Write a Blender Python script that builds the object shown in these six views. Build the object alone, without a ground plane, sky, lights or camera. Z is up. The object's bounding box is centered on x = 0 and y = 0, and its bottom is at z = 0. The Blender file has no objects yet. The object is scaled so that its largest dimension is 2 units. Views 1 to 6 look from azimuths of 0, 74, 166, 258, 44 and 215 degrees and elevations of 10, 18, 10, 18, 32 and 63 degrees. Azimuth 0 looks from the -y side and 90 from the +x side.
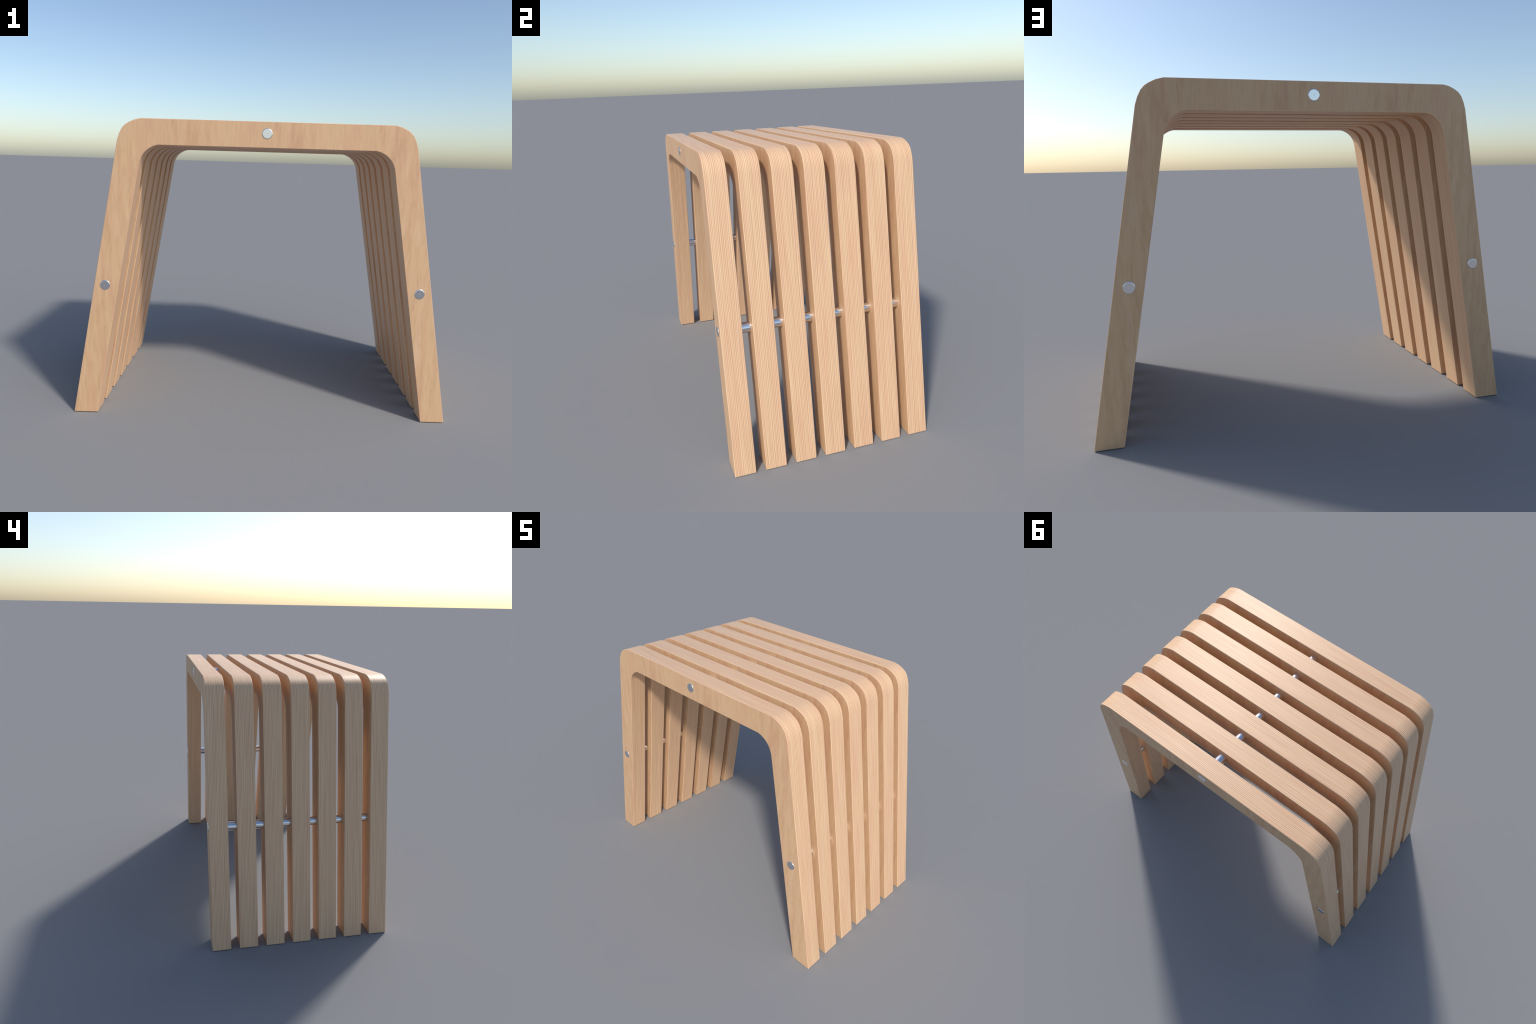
import bpy, bmesh, math
from mathutils import Vector

# ------------------------------------------------------------------ sizes
SLAT_COUNT = 7
SLAT_WIDTH = 0.1094         # along y
SLAT_PITCH = 0.162
SPLAY = 0.178               # dx/dz of the legs
FOOT_OUT, FOOT_IN = 1.0005, 0.8735
TOP_OUT, TOP_IN = 1.5537, 1.4272
EDGE_BEVEL = 0.0030

# half profile (x >= 0) of one bent plywood slat: foot, then the rounded
# shoulder in six facets, ending where the flat seat begins
OUTER = [(FOOT_OUT, 0.0), (0.7425, 1.4460), (0.7320, 1.4775), (0.7180, 1.5050),
         (0.7028, 1.5216), (0.6835, 1.5340), (0.6567, 1.5462), (0.6252, TOP_OUT)]
INNER = [(FOOT_IN, 0.0), (0.6345, 1.3425), (0.6245, 1.3660), (0.6120, 1.3858),
         (0.5990, 1.3985), (0.5835, 1.4100), (0.5620, 1.4210), (0.5392, TOP_IN)]

ROD_RADIUS = 0.0268
ROD_PLACES = [(-0.002, 1.4962), (0.8110, 0.7095), (-0.8170, 0.7095)]
ROD_PROUD = 0.0026


# ------------------------------------------------------------------ node help
class Nodes:
    def __init__(self, name):
        self.mat = bpy.data.materials.new(name)
        self.mat.use_nodes = True
        self.t = self.mat.node_tree
        self.bsdf = self.t.nodes["Principled BSDF"]

    def put(self, sock, val):
        if isinstance(val, bpy.types.NodeSocket):
            self.t.links.new(val, sock)
        else:
            sock.default_value = val

    def coords(self):
        n = self.t.nodes.new("ShaderNodeTexCoord")
        s = self.t.nodes.new("ShaderNodeSeparateXYZ")
        self.t.links.new(n.outputs["Object"], s.inputs[0])
        return s.outputs

    def math(self, op, a, b=0.0, c=0.0):
        n = self.t.nodes.new("ShaderNodeMath")
        n.operation = op
        self.put(n.inputs[0], a)
        self.put(n.inputs[1], b)
        if op == 'MULTIPLY_ADD':
            self.put(n.inputs[2], c)
        return n.outputs[0]

    def vec(self, x, y, z):
        n = self.t.nodes.new("ShaderNodeCombineXYZ")
        for i, v in enumerate((x, y, z)):
            self.put(n.inputs[i], v)
        return n.outputs[0]

    def noise(self, v, scale, detail=2.0, rough=0.5, distort=0.0):
        n = self.t.nodes.new("ShaderNodeTexNoise")
        self.put(n.inputs["Vector"], v)
        n.inputs["Scale"].default_value = scale
        n.inputs["Detail"].default_value = detail
        n.inputs["Roughness"].default_value = rough
        n.inputs["Distortion"].default_value = distort
        return n.outputs["Fac"]

    def ramp(self, fac, stops):
        n = self.t.nodes.new("ShaderNodeValToRGB")
        self.put(n.inputs[0], fac)
        e = n.color_ramp.elements
        while len(e) < len(stops):
            e.new(0.5)
        for el, (p, c) in zip(e, stops):
            el.position = p
            el.color = (*c, 1.0)
        return n.outputs[0]

    def mix(self, fac, a, b, mode='MIX'):
        n = self.t.nodes.new("ShaderNodeMix")
        n.data_type = 'RGBA'
        n.blend_type = mode
        self.put(n.inputs[0], fac)
        self.put(n.inputs[6], a)
        self.put(n.inputs[7], b)
        return n.outputs[2]


def srgb(r, g, b):
    f = lambda c: c / 12.92 if c <= 0.04045 else ((c + 0.055) / 1.055) ** 2.4
    return (f(r / 255), f(g / 255), f(b / 255))


# ------------------------------------------------------------------ materials
def face_veneer():
    """Broad faces of the slats: veneer whose grain runs up and down and
    repeats sideways about every half metre."""
    k = Nodes("face_veneer")
    x, y, z = k.coords()
    period = 0.51
    wob = k.noise(k.vec(k.math('MULTIPLY', x, 5.0), 0.0, k.math('MULTIPLY', z, 4.0)), 1.6, 3.0)
    ang = k.math('MULTIPLY', k.math('MULTIPLY_ADD', wob, 0.026, x), 2 * math.pi / period)
    r = period / (2 * math.pi)
    cx = k.math('MULTIPLY', k.math('COSINE', ang), r)
    sx = k.math('MULTIPLY', k.math('SINE', ang), r)
    board = k.noise(k.vec(cx, sx, k.math('MULTIPLY', z, 0.09)), 28.0, 3.0, 0.5)
    pore = k.noise(k.vec(cx, sx, k.math('MULTIPLY', z, 0.09)), 75.0, 3.0, 0.6)
    fig = k.noise(k.vec(cx, sx, k.math('MULTIPLY', z, 0.20)), 42.0, 3.0, 0.6, 0.5)
    col = k.ramp(board, [(0.30, srgb(211, 166, 131)), (0.46, srgb(215, 174, 135)),
                         (0.58, srgb(217, 179, 138)), (0.72, srgb(219, 180, 145))])
    shade = k.ramp(pore, [(0.30, srgb(232, 226, 220)), (0.62, srgb(255, 255, 255))])
    col = k.mix(0.42, col, shade, 'MULTIPLY')
    figc = k.ramp(fig, [(0.34, srgb(226, 214, 200)), (0.50, srgb(250, 248, 246)),
                        (0.66, srgb(255, 255, 255))])
    col = k.mix(0.36, col, figc, 'MULTIPLY')
    k.put(k.bsdf.inputs["Base Color"], col)
    k.bsdf.inputs["Roughness"].default_value = 0.5
    return k.mat


def edge_lamination():
    """Bent edges of the slats: thin glued layers seen as fine lines that
    follow the bend."""
    k = Nodes("edge_lamination")
    x, y, z = k.coords()
    info = k.t.nodes.new("ShaderNodeObjectInfo")
    yy = k.math('MULTIPLY_ADD', info.outputs["Random"], 7.0, y)
    lx = k.math('MULTIPLY', x, 0.016)
    lz = k.math('MULTIPLY', z, 0.016)
    drift = k.noise(k.vec(lx, yy, lz), 55.0, 2.0)
    phase = k.math('MULTIPLY_ADD', drift, 9.0, k.math('MULTIPLY', yy, 2 * math.pi / 0.0078))
    ply = k.math('MULTIPLY_ADD', k.math('SINE', phase), 0.5, 0.5)
    line = k.noise(k.vec(lx, yy, lz), 210.0, 2.0, 0.55)
    line = k.math('MULTIPLY_ADD', line, 0.62, k.math('MULTIPLY', ply, 0.38))
    broad = k.noise(k.vec(k.math('MULTIPLY', x, 0.07), yy, k.math('MULTIPLY', z, 0.07)), 26.0, 2.0)
    col = k.ramp(line, [(0.32, srgb(207, 162, 130)), (0.45, srgb(221, 180, 145)),
                        (0.60, srgb(229, 191, 154)), (0.74, srgb(234, 201, 162))])
    b = k.ramp(broad, [(0.34, srgb(252, 246, 241)), (0.50, srgb(253, 251, 248)),
                       (0.66, srgb(252, 253, 247))])
    col = k.mix(0.8, col, b, 'MULTIPLY')
    k.put(k.bsdf.inputs["Base Color"], col)
    k.bsdf.inputs["Roughness"].default_value = 0.48
    return k.mat


def polished_steel():
    k = Nodes("polished_steel")
    x, y, z = k.coords()
    n = k.noise(k.vec(x, k.math('MULTIPLY', y, 0.1), z), 220.0, 2.0)
    col = k.ramp(n, [(0.3, (0.77, 0.78, 0.80)), (0.7, (0.82, 0.82, 0.83))])
    k.put(k.bsdf.inputs["Base Color"], col)
    k.bsdf.inputs["Metallic"].default_value = 1.0
    k.bsdf.inputs["Roughness"].default_value = 0.19
    return k.mat


# ------------------------------------------------------------------ meshes
def slat_mesh(mats):
    outer = OUTER + [(-x, z) for x, z in reversed(OUTER)]
    inner = INNER + [(-x, z) for x, z in reversed(INNER)]
    n = len(outer)
    h = SLAT_WIDTH / 2
    bm = bmesh.new()
    of = [bm.verts.new((x, -h, z)) for x, z in outer]
    inf = [bm.verts.new((x, -h, z)) for x, z in inner]
    ob = [bm.verts.new((x, h, z)) for x, z in outer]
    inb = [bm.verts.new((x, h, z)) for x, z in inner]

    def quad(a, b, c, d, m):
        f = bm.faces.new((a, b, c, d))
        f.material_index = m
        f.smooth = True
    for i in range(n - 1):
        j = i + 1
        quad(of[i], of[j], inf[j], inf[i], 0)
        quad(ob[i], inb[i], inb[j], ob[j], 0)
        quad(of[i], ob[i], ob[j], of[j], 1)
        quad(inf[i], inf[j], inb[j], inb[i], 1)
    for i in (0, n - 1):
        quad(of[i], inf[i], inb[i], ob[i], 0)
    bmesh.ops.recalc_face_normals(bm, faces=bm.faces[:])
    me = bpy.data.meshes.new("slat_raw")
    bm.to_mesh(me)
    bm.free()
    for m in mats:
        me.materials.append(m)
    ob_ = bpy.data.objects.new("slat_raw", me)
    bpy.context.collection.objects.link(ob_)
    bv = ob_.modifiers.new("round_edges", 'BEVEL')
    bv.width = EDGE_BEVEL
    bv.segments = 3
    bv.limit_method = 'ANGLE'
    bv.angle_limit = math.radians(35)
    bv.harden_normals = True
    bv.material = 1
    bpy.context.view_layer.update()
    dg = bpy.context.evaluated_depsgraph_get()
    done = bpy.data.meshes.new_from_object(ob_.evaluated_get(dg), depsgraph=dg)
    done.name = "slat"
    bpy.data.objects.remove(ob_)
    bpy.data.meshes.remove(me)
    return done


def rod_mesh(mat):
    """Round bar turned about y: flat ends with a small rounded rim and a
    tiny centre dimple modelled to give the bright shading dot."""
    half = 3 * SLAT_PITCH + SLAT_WIDTH / 2 + ROD_PROUD
    c = 0.0042
    prof = [(0.0, half - 0.0010), (0.0022, half)]
    for i in range(6):
        a = math.pi / 2 * i / 5
        prof.append((ROD_RADIUS - c + c * math.sin(a), half - c + c * math.cos(a)))
    prof += [(r, -y) for r, y in reversed(prof)]
    seg = 64
    bm = bmesh.new()
    rings = []
    for r, y in prof:
        if r == 0.0:
            rings.append([bm.verts.new((0, y, 0))])
        else:
            rings.append([bm.verts.new((r * math.cos(2 * math.pi * k / seg), y,
                                        r * math.sin(2 * math.pi * k / seg))) for k in range(seg)])
    for a, b in zip(rings, rings[1:]):
        for k in range(seg):
            l = (k + 1) % seg
            if len(a) == 1:
                f = bm.faces.new((a[0], b[k], b[l]))
            elif len(b) == 1:
                f = bm.faces.new((a[k], b[0], a[l]))
            else:
                f = bm.faces.new((a[k], b[k], b[l], a[l]))
            f.smooth = len({round(v.co.y, 6) for v in f.verts}) > 1   # end discs stay flat
    bmesh.ops.recalc_face_normals(bm, faces=bm.faces[:])
    for e in bm.edges:   # crisp border of the flat end disc
        e.smooth = sum(f.smooth for f in e.link_faces) != 1
    me = bpy.data.meshes.new("rod")
    bm.to_mesh(me)
    bm.free()
    me.materials.append(mat)
    return me


# ------------------------------------------------------------------ assembly
stool = bpy.data.objects.new("slatted_stool", None)
bpy.context.collection.objects.link(stool)
stool["label"] = "pale plywood stool of seven bent slats on steel rods"
stool["category"] = "stool"


def add(name, mesh, place):
    o = bpy.data.objects.new(name, mesh)
    o.location = place
    o.parent = stool
    bpy.context.collection.objects.link(o)
    return o


slat_data = slat_mesh([face_veneer(), edge_lamination()])
for i in range(SLAT_COUNT):
    add("slat", slat_data, (0, (i - (SLAT_COUNT - 1) / 2) * SLAT_PITCH, 0))

rod_data = rod_mesh(polished_steel())
for x, z in ROD_PLACES:
    add("rod", rod_data, (x, 0, z))
